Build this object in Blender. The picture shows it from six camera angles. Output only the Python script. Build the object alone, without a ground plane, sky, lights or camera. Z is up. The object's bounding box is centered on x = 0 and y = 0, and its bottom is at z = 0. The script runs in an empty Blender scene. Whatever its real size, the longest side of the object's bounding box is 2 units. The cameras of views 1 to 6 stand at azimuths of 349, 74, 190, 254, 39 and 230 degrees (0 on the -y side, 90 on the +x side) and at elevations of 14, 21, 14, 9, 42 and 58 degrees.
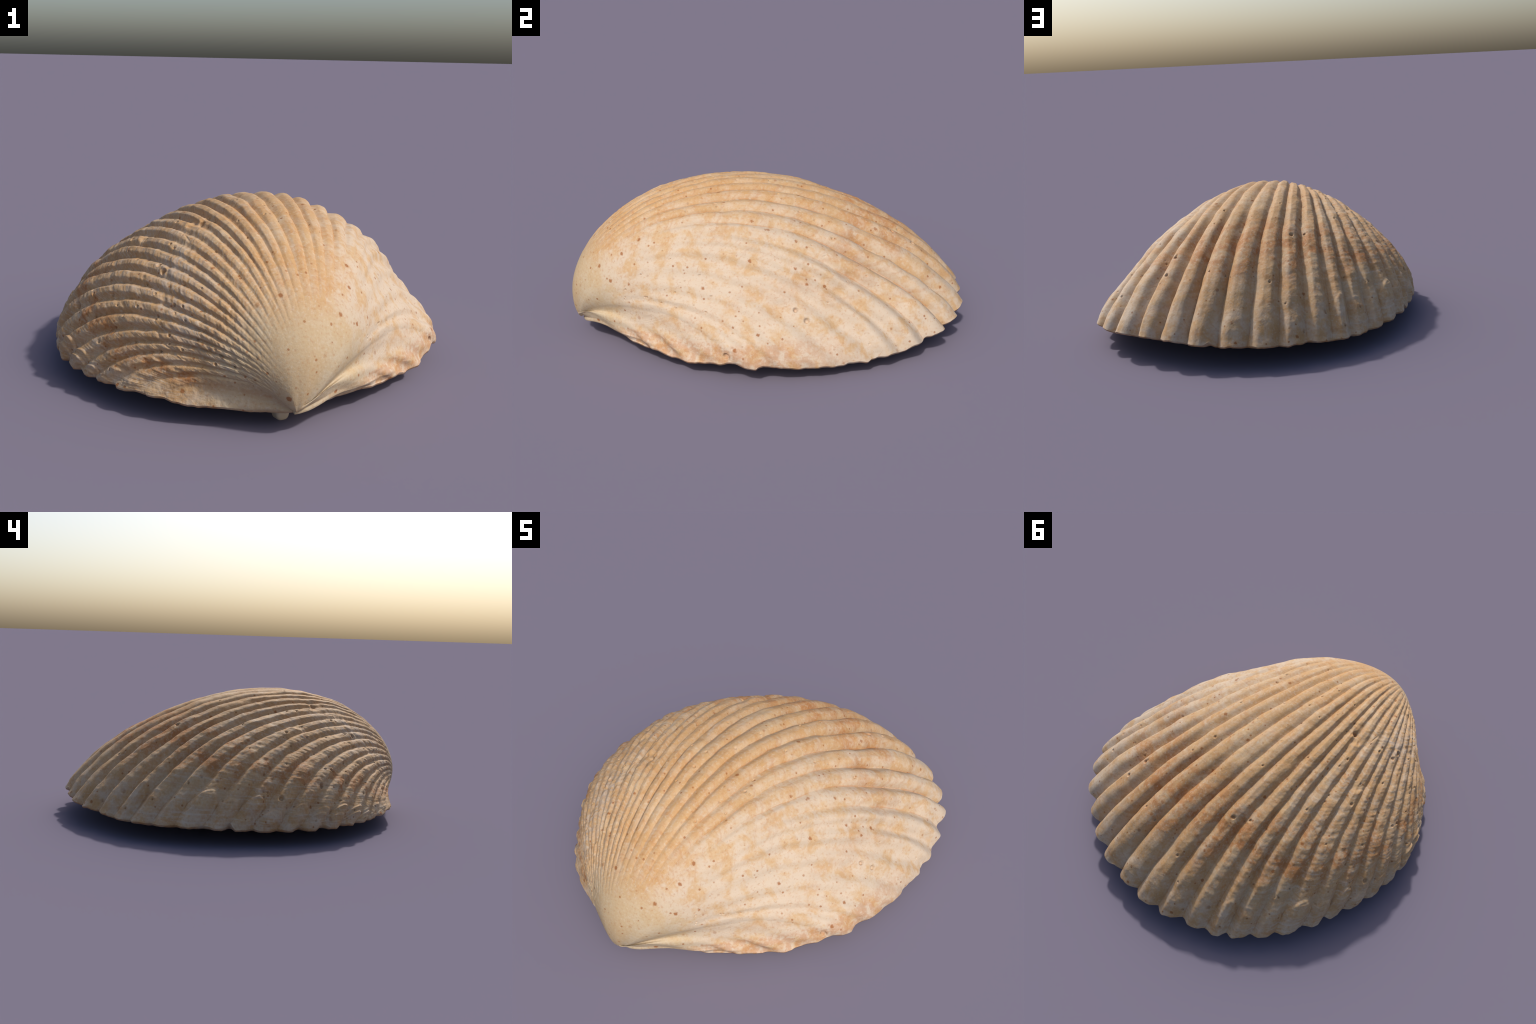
"""A single weathered cockle valve lying open side down.

The outer surface is grown the way the animal grew it: the margin (aperture) is
scaled down and turned about the hinge axis through the umbo, so that every
growth line is a smaller, rotated copy of the margin and every radial rib is a
logarithmic spiral.  (theta = place along the margin, phi = growth angle.)
"""
import bpy
import numpy as np
from mathutils import Vector

rng = np.random.default_rng(7)

# ----------------------------------------------------------------- the margin
MARGIN = np.array([
    (.01, -.925, .10), (.08, -.910, .103), (.15, -.868, .098), (.23, -.81, .085),
    (.335, -.765, .083), (.43, -.705, .078), (.485, -.674, .08), (.57, -.59, .075),
    (.64, -.53, .075), (.722, -.413, .09), (.782, -.345, .093), (.817, -.243, .09),
    (.855, -.11, .083), (.877, .03, .076), (.884, .162, .074), (.887, .29, .078),
    (.866, .45, .090), (.819, .59, .117), (.739, .72, .132), (.615, .824, .138),
    (.481, .89, .146), (.336, .945, .148), (.167, .984, .136), (.019, .983, .13),
    (-.125, .96, .12), (-.261, .921, .118), (-.39, .854, .112), (-.515, .785, .10),
    (-.641, .656, .092), (-.728, .523, .094), (-.79, .40, .095), (-.83, .285, .093),
    (-.854, .147, .088), (-.873, .057, .085), (-.882, -.043, .086), (-.868, -.188, .087),
    (-.85, -.304, .088), (-.791, -.442, .09), (-.705, -.575, .092), (-.61, -.689, .098),
    (-.488, -.785, .10), (-.385, -.835, .085), (-.25, -.882, .086), (-.15, -.905, .080), (-.06, -.925, .092)])
MARGIN[:, 1] += .015 * np.clip((MARGIN[:, 1] - .7) / .2, 0, 1)

# where each rib crest meets the margin: x, y, strength of the rib
RIBS = [(.33, -.765, .18), (.49, -.665, .34), (.61, -.555, .38), (.71, -.425, .36), (.80, -.29, .34),
        (.838, -.17, .36), (.872, 0, .42), (.886, .17, .54), (.878, .335, .74), (.851, .492, .95),
        (.791, .638, 1), (.701, .761, 1), (.559, .868, 1), (.419, .931, 1), (.263, .980, 1),
        (.120, 1.002, 1), (-.033, .992, 1), (-.179, .962, 1), (-.314, .910, 1), (-.435, .842, 1),
        (-.542, .767, 1), (-.625, .676, 1), (-.699, .572, 1), (-.771, .442, 1), (-.820, .320, 1),
        (-.846, .199, 1), (-.869, .081, 1), (-.882, -.042, 1), (-.869, -.176, 1), (-.853, -.292, 1),
        (-.806, -.414, .95), (-.749, -.512, .8), (-.692, -.592, .72), (-.618, -.681, .58), (-.52, -.765, .42)]
FIRST_RIB = -15          # so that rib 0 is the one with the chipped end

# growth law
UMBO = np.array([.0198, -.9736, .1262])
AXIS = np.array([1.0, .1878, .0223]); AXIS /= np.linalg.norm(AXIS)
COIL = (.6677, .4291, .0221)
PHI_END = 3.0
# swelling of the valve: rows = near the margin, on the flank, near the umbo;
# columns = harmonics round the margin (1, sin, cos, sin2, cos2, ...)
SWELL = np.array([
    [.0299, -.0027, -.0144, -.0072, -.0074, .0069, .0082, -.0012, .0110, .0044, .0016],
    [-.0444, -.0133, .0406, .0195, -.0095, -.0015, -.0064, .0044, .0061, -.0019, -.0034],
    [.0389, .0123, -.0277, -.0143, .0141, .0086, .0181, .0069, -.0035, .0047, .0003]])

N_THETA, N_PHI = 1600, 470


def smooth(a, b, x):
    t = np.clip((x - a) / (b - a), 0, 1)
    return t * t * (3 - 2 * t)


def bell(x, c, w):
    return np.exp(-((x - c) / w) ** 2)


def spline(points, t):
    """closed Catmull-Rom curve at parameters t (in control point units)"""
    n = len(points)
    i = np.floor(t).astype(int)
    f = (t - i)[:, None]
    a, b, c, d = (points[(i + k) % n] for k in (-1, 0, 1, 2))
    return .5 * (2 * b + (c - a) * f + (2 * a - 5 * b + 4 * c - d) * f ** 2 + (3 * b - a - 3 * c + d) * f ** 3)


def noise3(p, seed=0):
    """smooth value noise in [-1, 1] for an (..., 3) array"""
    i = np.floor(p).astype(np.int64)
    f = p - i
    f = f * f * f * (f * (f * 6 - 15) + 10)
    out = np.zeros(p.shape[:-1])
    for dx in (0, 1):
        for dy in (0, 1):
            for dz in (0, 1):
                h = ((i[..., 0] + dx) * 73856093 ^ (i[..., 1] + dy) * 19349663 ^ (i[..., 2] + dz) * 83492791 ^ seed * 2654435761) & 0xffffffff
                h = (h ^ (h >> 15)) * 2246822519 & 0xffffffff
                h = (h ^ (h >> 13)) * 3266489917 & 0xffffffff
                h = (h ^ (h >> 16)) / 2147483648.0 - 1
                w = (f[..., 0] if dx else 1 - f[..., 0]) * (f[..., 1] if dy else 1 - f[..., 1]) * (f[..., 2] if dz else 1 - f[..., 2])
                out += h * w
    return out


def fbm(p, seed=0, octaves=3):
    return sum(noise3(p * 2 ** k + 17.3 * k, seed + k) * .5 ** k for k in range(octaves))


# --------------------------------------------------------- parameters on grid
t_fine = np.linspace(0, len(MARGIN), 6001)
c_fine = spline(MARGIN, t_fine)
arc = np.r_[0, np.cumsum(np.linalg.norm(np.diff(c_fine, axis=0), axis=1))]
T = np.interp(np.linspace(0, arc[-1], N_THETA, endpoint=False), arc, t_fine)
MARGIN_CURVE = spline(MARGIN, T)
TH = T / len(MARGIN) * 2 * np.pi

# growth angle: fine steps at the margin, coarse in the small umbo
phi_f = np.linspace(0, PHI_END, 4000)
sig_f = np.exp(-(COIL[0] * phi_f + COIL[1] * phi_f ** 2 + COIL[2] * phi_f ** 3))
dens = np.maximum(sig_f, .03) ** .75
cum = np.r_[0, np.cumsum((dens[1:] + dens[:-1]) / 2)]
PHI = np.interp(np.linspace(0, cum[-1], N_PHI), cum, phi_f)


def grow(phi, rim, th):
    """base surface (envelope over the rib crests)"""
    sig = np.exp(-(COIL[0] * phi + COIL[1] * phi ** 2 + COIL[2] * phi ** 3))
    # the worn umbo forgets the corners of the margin
    k = len(rim)
    wide = np.exp(-(np.minimum(np.arange(k), k - np.arange(k)) / (.045 * k)) ** 2)
    blur = np.real(np.fft.ifft(np.fft.fft(rim, axis=0) * np.fft.fft(wide / wide.sum())[:, None], axis=0))
    blur = blur.mean(0) + (blur - blur.mean(0)) * 1.03
    worn = smooth(.7, 1.6, phi)[:, None, None]
    v = (rim * (1 - worn) + blur * worn) - UMBO
    c, s = np.cos(phi)[:, None, None], np.sin(phi)[:, None, None]
    turned = v * c + np.cross(AXIS, v) * s + AXIS * (v @ AXIS)[..., None] * (1 - c)
    p = UMBO + sig[:, None, None] * turned
    harm = [np.ones_like(th)] + [f(k * th) for k in (1, 2, 3, 4, 5) for f in (np.sin, np.cos)]
    bump = np.array([phi / .2 * np.exp(1 - phi / .2), phi / .6 * np.exp(1 - phi / .6), sig * phi * np.clip(phi, 0, 1) * 3])
    swell = np.einsum('bi,bh,hj->ij', bump, SWELL, np.array(harm))
    d = p - np.array([0, 0, -.3])
    d /= np.linalg.norm(d, axis=-1, keepdims=True)
    return p + swell[..., None] * d, sig


def grid_normals(p):
    dt = np.roll(p, -1, 1) - np.roll(p, 1, 1)
    dp = np.gradient(p, axis=0)
    n = np.cross(dt, dp)
    ln = np.linalg.norm(n, axis=-1, keepdims=True)
    return n / np.maximum(ln, 1e-12)


BASE, SIG = grow(PHI, MARGIN_CURVE, TH)
NRM = grid_normals(BASE)
if (NRM[0] * (MARGIN_CURVE - np.array([0, 0, .1]))).sum() < 0:
    NRM = -NRM

# rib coordinate: whole numbers on the crests
rib_pos = []
for x, y, _ in RIBS:
    rib_pos.append(np.hypot(MARGIN_CURVE[:, 0] - x, MARGIN_CURVE[:, 1] - y).argmin())
rib_pos = np.array(rib_pos, float)
n_rib = len(RIBS)
cols = np.arange(N_THETA)
gap0, gap1 = rib_pos[1] - rib_pos[0], rib_pos[-1] - rib_pos[-2]
xs = np.r_[rib_pos[0] - 2 * gap0, rib_pos, rib_pos[-1] + 2 * gap1]
ys = np.r_[-2, np.arange(n_rib), n_rib + 1]
U = np.interp(cols, xs, ys)
AMP = np.interp(cols, np.r_[rib_pos[0] - gap0, rib_pos, rib_pos[-1] + gap1], np.r_[0, [r[2] for r in RIBS], 0])
U = U + FIRST_RIB

PH, UU = np.meshgrid(PHI, U, indexing='ij')
# the ribs drift slightly across the growth spiral
UU = UU - (.6 * PH + 1.2 * np.clip(PH - .3, 0, .4)) * smooth(-10, -6, UU)
SG = np.repeat(SIG[:, None], N_THETA, 1)

# ------------------------------------------------------------------- relief
wob = .06 * noise3(np.stack([UU * 1.7, PH * 6, 0 * PH], -1), 3) + .035 * noise3(np.stack([UU * 3, PH * 22, 0 * PH], -1), 4)
uw = UU + wob + .21 * smooth(-7.5, -5.5, UU) * (1 - smooth(-1.5, 1.5, UU))
idx = np.round(uw)
f = np.abs(uw - idx)
front = smooth(1, 7, UU)                                 # anterior ribs: rounder, with open grooves
rear = 1 - smooth(-6.5, -4.5, UU)                        # posterior slope: only soft folds
lean = smooth(-8, -5, UU) * (1 - smooth(0, 4, UU))       # posterior ribs lean: one side steep, the other a long slope
side = np.where(uw < idx, 1, -1)
vee = (2 * f) ** (2.5 + lean * (.55 + 1.45 * side))
round_top = smooth(.14, .44, f)
soft = .5 - .5 * np.cos(2 * np.pi * f)
groove = rear * soft + (1 - rear) * ((.5 + .3 * lean) * vee + (.5 - .3 * lean) * round_top)
early = smooth(.12 + .10 * rear, .46 + .30 * rear, SG)                             # worn smooth at the umbo
depth = .035 * SG ** .8 * AMP[None] * early
depth *= 1 + .46 * smooth(-7, -4, UU) * (1 - smooth(-1, 2, UU)) - .26 * smooth(4.5, 8, UU)
depth *= 1 - .42 * lean * smooth(.30, .50, PH) - .15 * smooth(-9, -6, UU) * (1 - smooth(-5, -3.5, UU)) * smooth(.25, .45, PH)
carve = depth * groove

# growth halt: the ribs are pinched and slip sideways, with some broken stubs
halt = np.interp(U, [-16, -3, 3, 7, 12, 15, 20], [.9, .85, .78, .71, .66, .58, .38])
on_halt = smooth(3, 6, UU) * (1 - smooth(16, 18, UU))
carve += on_halt * bell(PH, halt[None] + .045 * noise3(np.stack([UU * 1.1, 0 * UU, 0 * UU], -1), 9), .011) * .0045 * (1 - groove * .7)
fill = on_halt * bell(PH, halt[None] + .03, .08)
carve *= 1 - .40 * fill
for rib, ph, dp in ((8, .475, .011), (6, .665, .010), (5, .70, .006), (9, .62, .005), (11, .55, .004)):
    near = bell(UU, rib, .36)
    cut = ph + .05 * (uw - rib) ** 2
    carve += near * dp * smooth(cut - .008, cut + .014, PH) * (1 - smooth(ph + .012, ph + .07, PH))

# late growth rims near the anterior margin: overlapping rounded lobes at the rib ends
ledge = np.zeros_like(PH)
for n, (ph, a, u0, u1) in enumerate(((.105, .012, 3.0, 17), (.068, .010, 5, 19), (.036, .007, 7, 20), (.145, .004, 9, 15), (.070, .003, -2, 4))):
    jit = noise3(np.stack([idx * 3.37 + .5, 0 * idx + n * 5.3, 0 * idx], -1), 12)
    line = ph * (1 + .22 * jit) - .17 * f ** 2
    span = smooth(u0, u0 + 3, UU) * (1 - smooth(u1 - 3, u1, UU)) * (.55 + .6 * jit)
    ledge += span * a * (1 - smooth(line - .007, line + .006, PH)) * np.exp(-np.maximum(line - PH, 0) / .045)
ledge += (.009 * bell(UU, 5.5, 2.6) - .004 * smooth(8, 11, UU) * (1 - smooth(16, 19, UU))) * np.exp(-PH / .07)
late = smooth(4, 9, UU) * (1 - smooth(.05, .12, PH))
carve *= 1 - .15 * late

# lumps, growth striae, grain
q = BASE
body = smooth(-15, -12.5, UU) * (1 - smooth(18, 20, UU))
lump = .0042 * fbm(q * 8, 21, 2) * smooth(.15, .5, SG)
beaded = .4 + .8 * smooth(2, 6, UU) * (1 - .6 * smooth(12.5, 15, UU))                       # close growth lines bead the anterior ribs
streak = beaded * (.0007 * noise3(np.stack([UU * 1.2, PH * 150, 0 * PH], -1), 31) + .0013 * noise3(np.stack([UU * .9, PH * 62, 0 * PH], -1), 32))
knob = .0040 * noise3(np.stack([idx * 7.7, PH * 26, UU * 1.1], -1), 33) * (1 - groove)
rough_zone = .25 + .75 * smooth(-2, 5, UU)
margin_rough = 1 + .8 * np.exp(-PH / .12)
grain = .0012 * fbm(q * 50, 41, 3)
relief = (lump + (streak + knob * rough_zone * margin_rough) * SG ** .4 * AMP[None] ** .5 * body + grain * rough_zone) * smooth(.10, .35, SG) + ledge - carve
# soft folds on the worn posterior slope
post = smooth(-13.5, -11, UU) * (1 - smooth(-5.5, -4, UU))
relief += post * .0045 * fbm(q * np.array([6, 3, 9]), 51, 2) * smooth(.15, .4, SG)
# the valve is pressed in where the ribs give way to the posterior slope
relief -= .014 * bell(UU, -1.5, 3.0) * bell(PH, .27, .22)
relief -= .009 * bell(UU, -5.2, 1.2) * bell(PH, .17, .12)
relief += .010 * bell(UU, 6.9, 1.8) * bell(PH, .22, .28)
relief += .027 * bell(UU, -6.5, 1.2) * bell(PH, .42, .22)
relief += .011 * bell(UU, -6.0, 1.2) * bell(PH, .05, .07)
# hinge fold stands out, the flank beside the umbo is flatter
relief += .014 * (1 - smooth(-15, -11, UU)) * smooth(.02, .15, PH) * (1 - smooth(.4, 1.1, PH))
relief -= .010 * bell(UU, -7, 2.5) * bell(PH, 1.05, .2)

P = BASE + NRM * relief[..., None]
# scalloped edge: the grooves arch up between the rib ends
inward = np.gradient(BASE, PHI, axis=0)
inward /= np.linalg.norm(inward, axis=-1, keepdims=True) + 1e-9
notch = (.010 - .005 * smooth(1, 5, UU)) * smooth(-9, -4, UU) * groove * AMP[None] * np.exp(-PH / .035)
notch += .006 * fbm(np.stack([UU * 3.3, 0 * UU, 0 * UU + 4.5], -1), 63, 3) * np.exp(-PH / .02)
notch += .009 * post * fbm(np.stack([UU * 2.6, 0 * UU, 0 * UU], -1), 61, 2) * np.exp(-PH / .025)
notch -= .015 * bell(UU, -11.0, .30) * np.exp(-PH / .03)      # small lump on the lower edge
P += inward * notch[..., None]
P[..., 2] += .006 * smooth(1, 6, UU) * groove * AMP[None] * np.exp(-PH / .03)

# wear has rounded the folds that run from the umbo along the hinge
k = np.minimum(cols, N_THETA - cols)
kern = np.exp(-(k / 32.0) ** 2)
soft_p = np.real(np.fft.ifft(np.fft.fft(P, axis=1) * np.fft.fft(kern / kern.sum())[None, :, None], axis=1))
wear = (1 - smooth(-12.5, -10, UU) + smooth(19.3, 20.5, UU)) * smooth(.10, .45, PH)
P += (soft_p - P) * (.88 * wear)[..., None]

# the beak droops over the hinge
reach = np.linalg.norm(P - UMBO, axis=-1)
P += np.array([-.022, .004, -.034]) * np.exp(-(reach / .10) ** 2)[..., None]

# borer pits
pit_list = []
for _ in range(170):
    u = rng.uniform(-11, 17)
    ph = rng.uniform(.03, 1.0) ** 1.3
    small = .6 if u < -5 else 1.0
    pit_list.append((u, ph, small * rng.uniform(.0045, .0085), small * rng.uniform(.004, .009)))
for u, ph, r, d in ((5.3, .72, .017, .018), (12.3, .205, .018, .018), (10.95, .12, .016, .013), (12.3, .39, .012, .012), (-2.2, .23, .011, .010),
                    (-2.2, .17, .011, .010), (.27, .18, .010, .010), (2.95, .31, .012, .010), (3.7, .32, .010, .010), (-8.2, .21, .014, .013),
                    (-8.1, .27, .012, .012), (-11.6, .06, .016, .014), (8.1, .43, .010, .009), (9.8, .63, .012, .012), (10.2, .66, .015, .013), (4.3, .07, .014, .010)):
    pit_list.append((u, ph, r, d))
for u, ph, r, d in pit_list:
    i0 = int(np.interp(ph, PHI, np.arange(N_PHI)))
    j0 = int(np.interp(u, UU[i0], cols))
    i1, i2 = max(i0 - 16, 0), min(i0 + 17, N_PHI)
    jj = np.arange(j0 - 20, j0 + 21) % N_THETA
    sub = P[i1:i2][:, jj]
    dist = np.linalg.norm(sub - P[i0, j0 % N_THETA], axis=-1)
    sub = sub - NRM[i1:i2][:, jj] * (d * (1 - smooth(.45 * r, 1.1 * r, dist)))[..., None]
    P[i1:i2, jj] = sub

# chips out of the margin
for u, w, a in ((.18, .12, .020), (9.55, .13, .022), (-14.0, .30, .012), (-11.6, .22, .010)):
    P[..., 2] += a * bell(UU, u, w) * np.exp(-PH / .012)

ON = grid_normals(P)
if (ON * NRM).sum() < 0:
    ON = -ON

# ------------------------------------------------------------ helper: meshes
SHELL = bpy.data.objects.new("seashell", None)
SHELL.empty_display_size = .2
bpy.context.collection.objects.link(SHELL)
SHELL["label"] = "single weathered cream cockle shell valve with radial ribs"
SHELL["category"] = "seashell"


def add_mesh(name, verts, faces, mat, parent, normals=None, loose_tri=False):
    me = bpy.data.meshes.new(name)
    k = faces.shape[1]
    me.vertices.add(len(verts))
    me.vertices.foreach_set("co", verts.astype(np.float32).ravel())
    me.loops.add(faces.size)
    me.loops.foreach_set("vertex_index", faces.astype(np.int32).ravel())
    me.polygons.add(len(faces))
    me.polygons.foreach_set("loop_start", np.arange(0, faces.size, k, dtype=np.int32))
    me.update(calc_edges=True)
    me.validate()
    me.polygons.foreach_set("use_smooth", np.ones(len(me.polygons), dtype=bool))
    if normals is not None:
        me.normals_split_custom_set_from_vertices([tuple(n) for n in normals.tolist()])
    me.materials.append(mat)
    ob = bpy.data.objects.new(name, me)
    bpy.context.collection.objects.link(ob)
    ob.parent = parent
    return ob


def submesh(name, mask, P, N, quads, mat, parent):
    """the faces where mask is true, with the whole surface's normals"""
    fq = quads[mask]
    used, inv = np.unique(fq, return_inverse=True)
    return add_mesh(name, P.reshape(-1, 3)[used], inv.reshape(fq.shape), mat, parent, N.reshape(-1, 3)[used])


# ---------------------------------------------------------------- materials
def node_tools(mat):
    nt = mat.node_tree
    nodes, links = nt.nodes, nt.links

    def put(sock, v):
        if isinstance(v, bpy.types.NodeSocket):
            links.new(v, sock)
        elif isinstance(v, (tuple, list, np.ndarray)) and len(v) == 3 and sock.type == 'RGBA':
            sock.default_value = (*v, 1)
        else:
            sock.default_value = v

    def math(op, a, b=0.0, c=0.0, clamp=False):
        n = nodes.new("ShaderNodeMath"); n.operation = op; n.use_clamp = clamp
        for s, v in zip(n.inputs, (a, b, c)):
            put(s, v)
        return n.outputs[0]

    def vec(op, a, b=(0, 0, 0), scale=None):
        n = nodes.new("ShaderNodeVectorMath"); n.operation = op
        put(n.inputs[0], a); put(n.inputs[1], b)
        if scale is not None:
            put(n.inputs["Scale"], scale)
        return n.outputs["Value"] if op in ('DOT_PRODUCT', 'LENGTH') else n.outputs[0]

    def combine(x, y, z):
        n = nodes.new("ShaderNodeCombineXYZ")
        for s, v in zip(n.inputs, (x, y, z)):
            put(s, v)
        return n.outputs[0]

    def noise(v, scale, detail=3, rough=.55, dist=0.0):
        n = nodes.new("ShaderNodeTexNoise")
        put(n.inputs["Vector"], v)
        n.inputs["Scale"].default_value = scale
        n.inputs["Detail"].default_value = detail
        n.inputs["Roughness"].default_value = rough
        n.inputs["Distortion"].default_value = dist
        return n.outputs["Fac"]

    def voronoi(v, scale, rand=1.0):
        n = nodes.new("ShaderNodeTexVoronoi")
        put(n.inputs["Vector"], v)
        n.inputs["Scale"].default_value = scale
        n.inputs["Randomness"].default_value = rand
        return n.outputs["Distance"], n.outputs["Color"]

    def ramp(x, a, b, lo=0.0, hi=1.0):
        n = nodes.new("ShaderNodeMapRange"); n.interpolation_type = 'SMOOTHSTEP'
        put(n.inputs["Value"], x)
        for k, v in (("From Min", a), ("From Max", b), ("To Min", lo), ("To Max", hi)):
            put(n.inputs[k], v)
        return n.outputs[0]

    def mix(fac, a, b):
        n = nodes.new("ShaderNodeMix"); n.data_type = 'RGBA'; n.blend_type = 'MIX'
        put(n.inputs[0], fac); put(n.inputs[6], a); put(n.inputs[7], b)
        return n.outputs[2]

    return nodes, links, put, math, vec, combine, noise, voronoi, ramp, mix


CREAM = (.465, .318, .178)
TAN = (.435, .255, .112)
ORANGE = (.365, .155, .052)
CHALK = (.495, .408, .318)
RUST = (.255, .088, .020)
ASH = (.40, .355, .300)
IVORY = (.435, .350, .220)
OCHRE = (.455, .282, .115)


def shell_material():
    mat = bpy.data.materials.new("chalky_shell")
    mat.use_nodes = True
    nodes, links, put, math, vec, combine, noise, voronoi, ramp, mix = node_tools(mat)
    bsdf = nodes["Principled BSDF"]
    co = nodes.new("ShaderNodeTexCoord").outputs["Object"]
    # growth coordinates from position: angle about the hinge axis and fan angle
    along = AXIS
    ahead = np.cross((0, 0, 1), AXIS); ahead /= np.linalg.norm(ahead)
    up = np.cross(AXIS, ahead)
    d = vec('SUBTRACT', co, tuple(UMBO))
    a = vec('DOT_PRODUCT', d, tuple(along))
    b = vec('DOT_PRODUCT', d, tuple(ahead))
    c = vec('DOT_PRODUCT', d, tuple(up))
    phi = math('ARCTAN2', c, b)
    rad = math('SQRT', math('ADD', math('MULTIPLY', b, b), math('MULTIPLY', c, c)))
    fan = math('ARCTAN2', a, rad)
    size = vec('LENGTH', d)
    # noise space stretched along the growth lines / along the ribs
    lines = combine(math('MULTIPLY', fan, 9.0), math('MULTIPLY', phi, 60.0), 0.0)
    ribs = combine(math('MULTIPLY', fan, 40.0), math('MULTIPLY', phi, 7.0), size)

    n_big = noise(co, 3.0, 4, .6)
    n_mid = noise(co, 9, 4, .6, .3)
    n_mid2 = noise(vec('ADD', co, (3.1, 7.7, 1.3)), 13, 4, .6, .3)
    n_fine = noise(co, 34, 3, .6)
    n_grit = noise(vec('ADD', co, (5.1, .7, 2.3)), 85, 3, .6)
    n_lines = noise(lines, 1.0, 2, .5)
    n_ribs = noise(ribs, 1.0, 3, .6)

    def amount(x, k):
        return math('MULTIPLY', x, k)

    slope = ramp(fan, .20, .75)                           # worn posterior slope (+x)
    col = mix(math('MULTIPLY', ramp(n_mid, .34, .64), math('SUBTRACT', 1.0, amount(slope, .8))), CREAM, TAN)
    # warm stain over the crown of the valve
    warm = math('MULTIPLY', ramp(n_big, .40, .62), ramp(fan, .75, .1))
    col = mix(amount(warm, .70), col, TAN)
    # chalky bleached patches
    bleach = math('MULTIPLY', ramp(math('ADD', n_mid2, amount(slope, .12)), .46, .68), math('ADD', .30, amount(slope, .55)))
    col = mix(bleach, col, CHALK)
    # ochre clouds
    col = mix(math('MULTIPLY', ramp(n_fine, .50, .72), math('SUBTRACT', .45, amount(slope, .36))), col, OCHRE)
    # streaks along ribs and growth lines
    col = mix(amount(ramp(n_ribs, .50, .74), .34), col, CHALK)
    col = mix(math('MULTIPLY', amount(ramp(n_lines, .50, .74), .34), ramp(math('ABSOLUTE', fan), 1.0, .35)), col, ORANGE)
    n_bead = noise(combine(math('MULTIPLY', fan, 12.0), math('MULTIPLY', phi, 120.0), 3.0), 1.0, 2, .5)
    front = ramp(fan, .05, -.30)
    col = mix(math('MULTIPLY', amount(ramp(n_bead, .52, .68), .45), front), col, CHALK)
    col = mix(math('MULTIPLY', amount(ramp(n_bead, .48, .32), .40), front), col, TAN)
    # rusty band: the stain of an old margin, in patches
    band = math('SUBTRACT', 1.0, math('ABSOLUTE', math('DIVIDE', math('SUBTRACT', phi, .25), .15)), clamp=True)
    patch = ramp(math('ADD', amount(n_mid, .7), amount(n_fine, .5)), .52, .76)
    col = mix(math('MULTIPLY', math('MULTIPLY', ramp(band, 0.0, .8), patch), math('SUBTRACT', .95, amount(slope, .75))), col, ORANGE)
    # ashen crust where growth halted on the anterior side
    crust = math('SUBTRACT', 1.0, math('ABSOLUTE', math('DIVIDE', math('SUBTRACT', phi, .72), .24)), clamp=True)
    crust = math('MULTIPLY', math('MULTIPLY', crust, ramp(fan, -.20, -.45)), ramp(n_lines, .40, .62))
    col = mix(amount(crust, .55), col, ASH)
    # bleached front edge
    edge = math('MULTIPLY', ramp(phi, .12, .03), ramp(n_mid2, .38, .6))
    col = mix(amount(edge, .40), col, CHALK)
    # ochre crust on the hinge end of the margin
    rind = math('MULTIPLY', math('MULTIPLY', ramp(phi, .09, .02), ramp(fan, .75, 1.0)), ramp(n_fine, .34, .58))
    col = mix(amount(rind, .5), col, ORANGE)
    # worn ivory umbo
    col = mix(ramp(math('ADD', size, amount(n_ribs, .12)), .50, .30, 0.0, .62), col, IVORY)
    # fine mottling
    col = mix(amount(ramp(n_grit, .53, .73), .36), col, ORANGE)
    col = mix(amount(ramp(n_grit, .47, .29), .45), col, CHALK)
    # rust lying in the furrows
    geo = nodes.new("ShaderNodeNewGeometry")
    rust = math('MULTIPLY', ramp(geo.outputs["Pointiness"], .495, .46), ramp(n_mid, .34, .60))
    col = mix(amount(rust, .45), col, ORANGE)
    # rust specks and white flecks
    for scale, share, r0, r1, colour, k in ((14, .48, .165, .08, RUST, .85), (29, .52, .20, .10, RUST, .75), (19, .80, .22, .10, CHALK, .8)):
        dist, rnd = voronoi(vec('ADD', co, (scale * .37, scale * .11, .5)), scale)
        keep = ramp(vec('DOT_PRODUCT', rnd, (1, 0, 0)), share, share + .3)
        dot = ramp(math('ADD', dist, math('MULTIPLY', math('SUBTRACT', n_grit, .5), .25)), r0, r1)
        col = mix(amount(math('MULTIPLY', dot, keep), k), col, colour)
    put(bsdf.inputs["Base Color"], col)
    bsdf.inputs["Roughness"].default_value = .72
    bsdf.inputs["Specular IOR Level"].default_value = .30
    bump = nodes.new("ShaderNodeBump")
    bump.inputs["Strength"].default_value = .25
    bump.inputs["Distance"].default_value = .006
    put(bump.inputs["Height"], noise(co, 95, 4, .6))
    put(bsdf.inputs["Normal"], bump.outputs[0])
    return mat


def lining_material():
    mat = bpy.data.materials.new("porcelain_lining")
    mat.use_nodes = True
    nodes, links, put, math, vec, combine, noise, voronoi, ramp, mix = node_tools(mat)
    bsdf = nodes["Principled BSDF"]
    co = nodes.new("ShaderNodeTexCoord").outputs["Object"]
    col = mix(ramp(noise(co, 6, 4), .4, .65), (.46, .38, .27), (.40, .31, .20))
    put(bsdf.inputs["Base Color"], col)
    bsdf.inputs["Roughness"].default_value = .5
    return mat


OUTER_MAT = shell_material()
LINING_MAT = lining_material()

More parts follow.
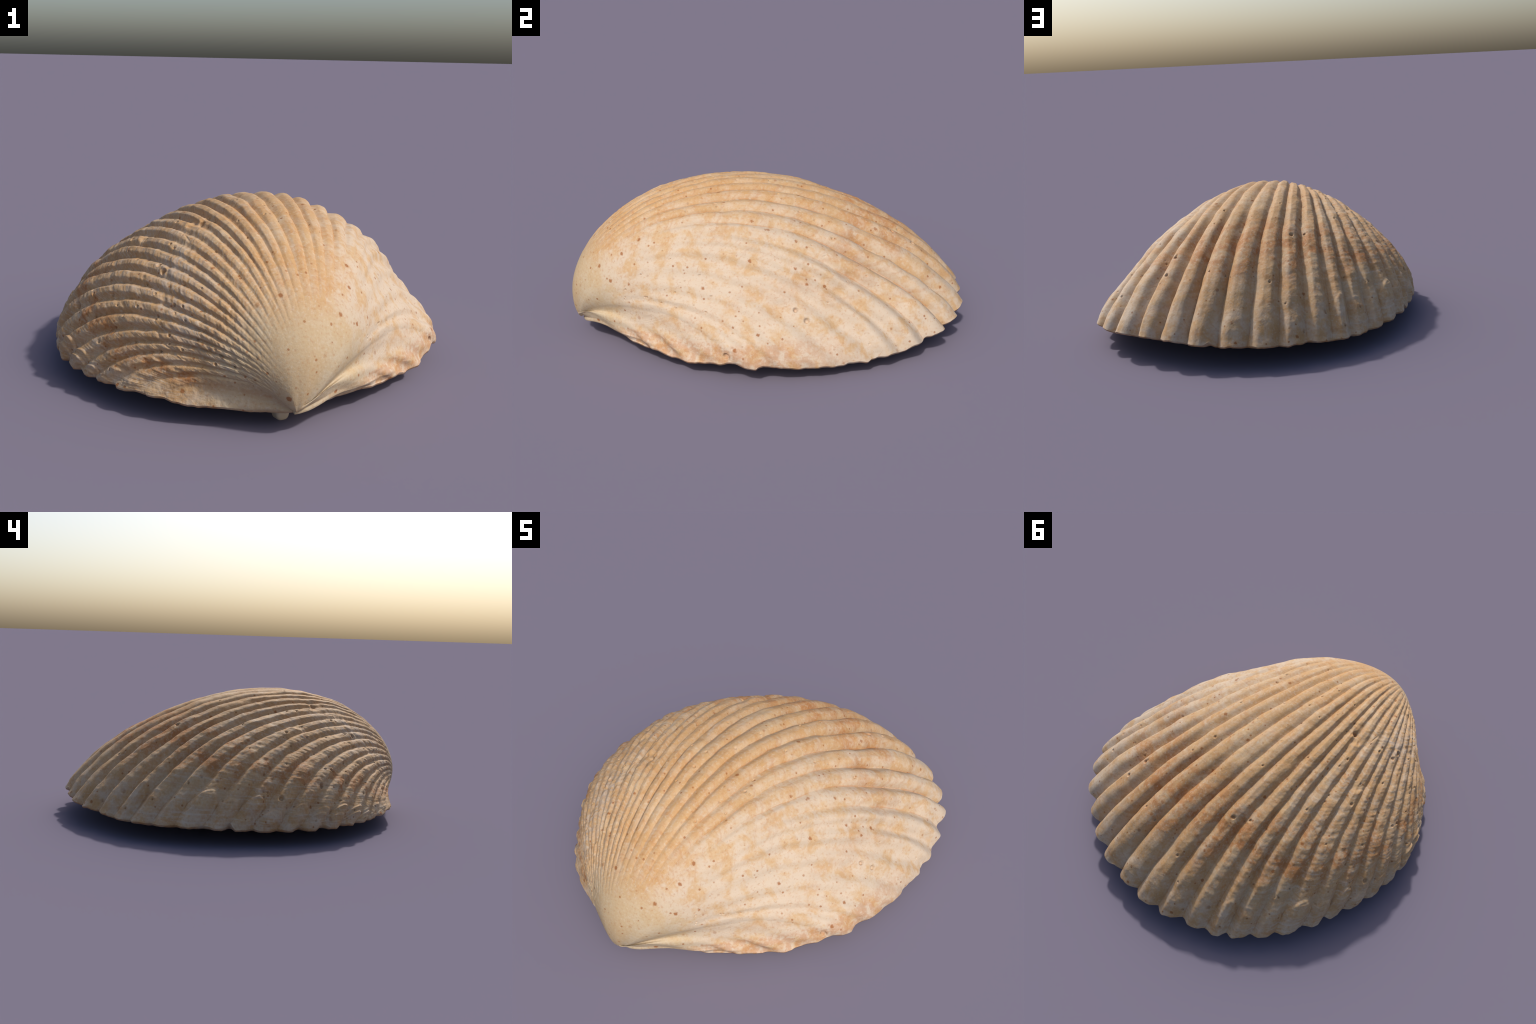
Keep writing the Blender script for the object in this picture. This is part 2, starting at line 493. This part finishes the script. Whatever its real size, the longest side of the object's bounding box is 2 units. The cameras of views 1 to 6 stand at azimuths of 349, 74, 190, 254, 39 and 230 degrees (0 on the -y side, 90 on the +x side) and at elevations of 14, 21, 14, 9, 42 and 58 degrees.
# --------------------------------------------------- exterior, split by region
ii, jj = np.meshgrid(np.arange(N_PHI - 1), np.arange(N_THETA), indexing='ij')
jn = (jj + 1) % N_THETA
quads = np.stack([ii * N_THETA + jj, (ii + 1) * N_THETA + jj, (ii + 1) * N_THETA + jn, ii * N_THETA + jn], -1).reshape(-1, 4)
tri_n = np.cross(P.reshape(-1, 3)[quads[:, 2]] - P.reshape(-1, 3)[quads[:, 0]], P.reshape(-1, 3)[quads[:, 3]] - P.reshape(-1, 3)[quads[:, 1]])
if (tri_n * ON.reshape(-1, 3)[quads[:, 0]]).sum() < 0:
    quads = quads[:, ::-1].copy()
f_phi = np.repeat(PHI[:-1, None], N_THETA, 1).ravel()
f_sig = np.repeat(SIG[:-1, None], N_THETA, 1).ravel()
f_u = UU[:-1].ravel()
is_umbo = f_sig < .14
on_crest = np.abs(f_u - np.round(f_u)) < .36
rib_id = np.where(on_crest & ~is_umbo & (f_u > -5.5) & (f_u < 18.5), np.round(f_u), -99)

exterior = submesh("valve_exterior", (rib_id == -99) & ~is_umbo, P, ON, quads, OUTER_MAT, SHELL)
submesh("umbo", is_umbo, P, ON, quads, OUTER_MAT, SHELL)
for k in np.unique(rib_id):
    if k > -99:
        submesh("rib", rib_id == k, P, ON, quads, OUTER_MAT, exterior)

# ------------------------------------------------------- interior and margin
phi_in = np.r_[np.linspace(0, .3, 14), np.linspace(.34, 1.45, 26)]
core = np.array([0, -.02, .0])
inner, _ = grow(phi_in, MARGIN_CURVE, TH)
thick = np.interp(phi_in, [0, .15, .6, 1.45], [.955, .935, .90, .85])
inner = core + (inner - core) * thick[:, None, None]
rows_in = np.searchsorted(PHI, phi_in).clip(0, N_PHI - 1)
inner = inner - NRM[rows_in] * carve[rows_in][..., None]
inner[..., 2] = np.maximum(inner[..., 2], MARGIN_CURVE[None, :, 2] * .9)
edge = P[0]
lip = .5 * (edge + inner[0]); lip[:, 2] -= .012
lip_out = edge * .8 + lip * .2; lip_out[:, 2] -= .006
lip_in = inner[0] * .75 + lip * .25; lip_in[:, 2] -= .004
cap = np.repeat(inner[-1].mean(0)[None], N_THETA, 0)
rings = np.concatenate([edge[None], lip_out[None], lip[None], lip_in[None], inner, cap[None]])
nr = len(rings)
ii, jj = np.meshgrid(np.arange(nr - 1), np.arange(N_THETA), indexing='ij')
jn = (jj + 1) % N_THETA
q2 = np.stack([ii * N_THETA + jj, ii * N_THETA + jn, (ii + 1) * N_THETA + jn, (ii + 1) * N_THETA + jj], -1).reshape(-1, 4)
row = np.repeat(np.arange(nr - 1), N_THETA)


def plain_submesh(name, mask, mat):
    fq = q2[mask]
    used, inv = np.unique(fq, return_inverse=True)
    return add_mesh(name, rings.reshape(-1, 3)[used], inv.reshape(fq.shape), mat, SHELL)


plain_submesh("valve_margin", row < 3, OUTER_MAT)
plain_submesh("valve_interior", row >= 3, LINING_MAT)


# ------------------------------------------------------------- hinge and teeth
def blob(name, centre, size, mat, parent, turn=0.0, power=2.6, seed=0):
    """rounded block (superellipsoid) with slight lumps"""
    nu, nv = 32, 18
    u = np.linspace(0, 2 * np.pi, nu, endpoint=False)
    v = np.linspace(-np.pi / 2, np.pi / 2, nv)
    V, Ug = np.meshgrid(v, u, indexing='ij')
    sp = lambda x: np.sign(x) * np.abs(x) ** (2 / power)
    pts = np.stack([sp(np.cos(V)) * sp(np.cos(Ug)) * size[0], sp(np.cos(V)) * sp(np.sin(Ug)) * size[1], sp(np.sin(V)) * size[2]], -1)
    pts *= 1 + .06 * noise3(pts * 40, seed)[..., None]
    c, s = np.cos(turn), np.sin(turn)
    pts = np.stack([pts[..., 0] * c - pts[..., 1] * s, pts[..., 0] * s + pts[..., 1] * c, pts[..., 2]], -1) + np.array(centre)
    i, j = np.meshgrid(np.arange(nv - 1), np.arange(nu), indexing='ij')
    k = (j + 1) % nu
    fq = np.stack([i * nu + j, i * nu + k, (i + 1) * nu + k, (i + 1) * nu + j], -1).reshape(-1, 4)
    return add_mesh(name, pts.reshape(-1, 3), fq, mat, parent)


hinge = blob("hinge_plate", (-.02, -.745, .125), (.32, .05, .055), LINING_MAT, SHELL, 0.02)
blob("hinge_tooth", (-.037, -.850, .066), (.030, .026, .054), LINING_MAT, hinge, .35, 3.5, 1)
blob("hinge_tooth", (.06, -.80, .085), (.035, .025, .045), LINING_MAT, hinge, -.4, 3, 2)
blob("hinge_tooth", (.13, -.845, .10), (.10, .014, .028), LINING_MAT, hinge, .52, 3, 3)
blob("hinge_tooth", (-.34, -.75, .10), (.09, .018, .03), LINING_MAT, hinge, -.35, 3, 4)
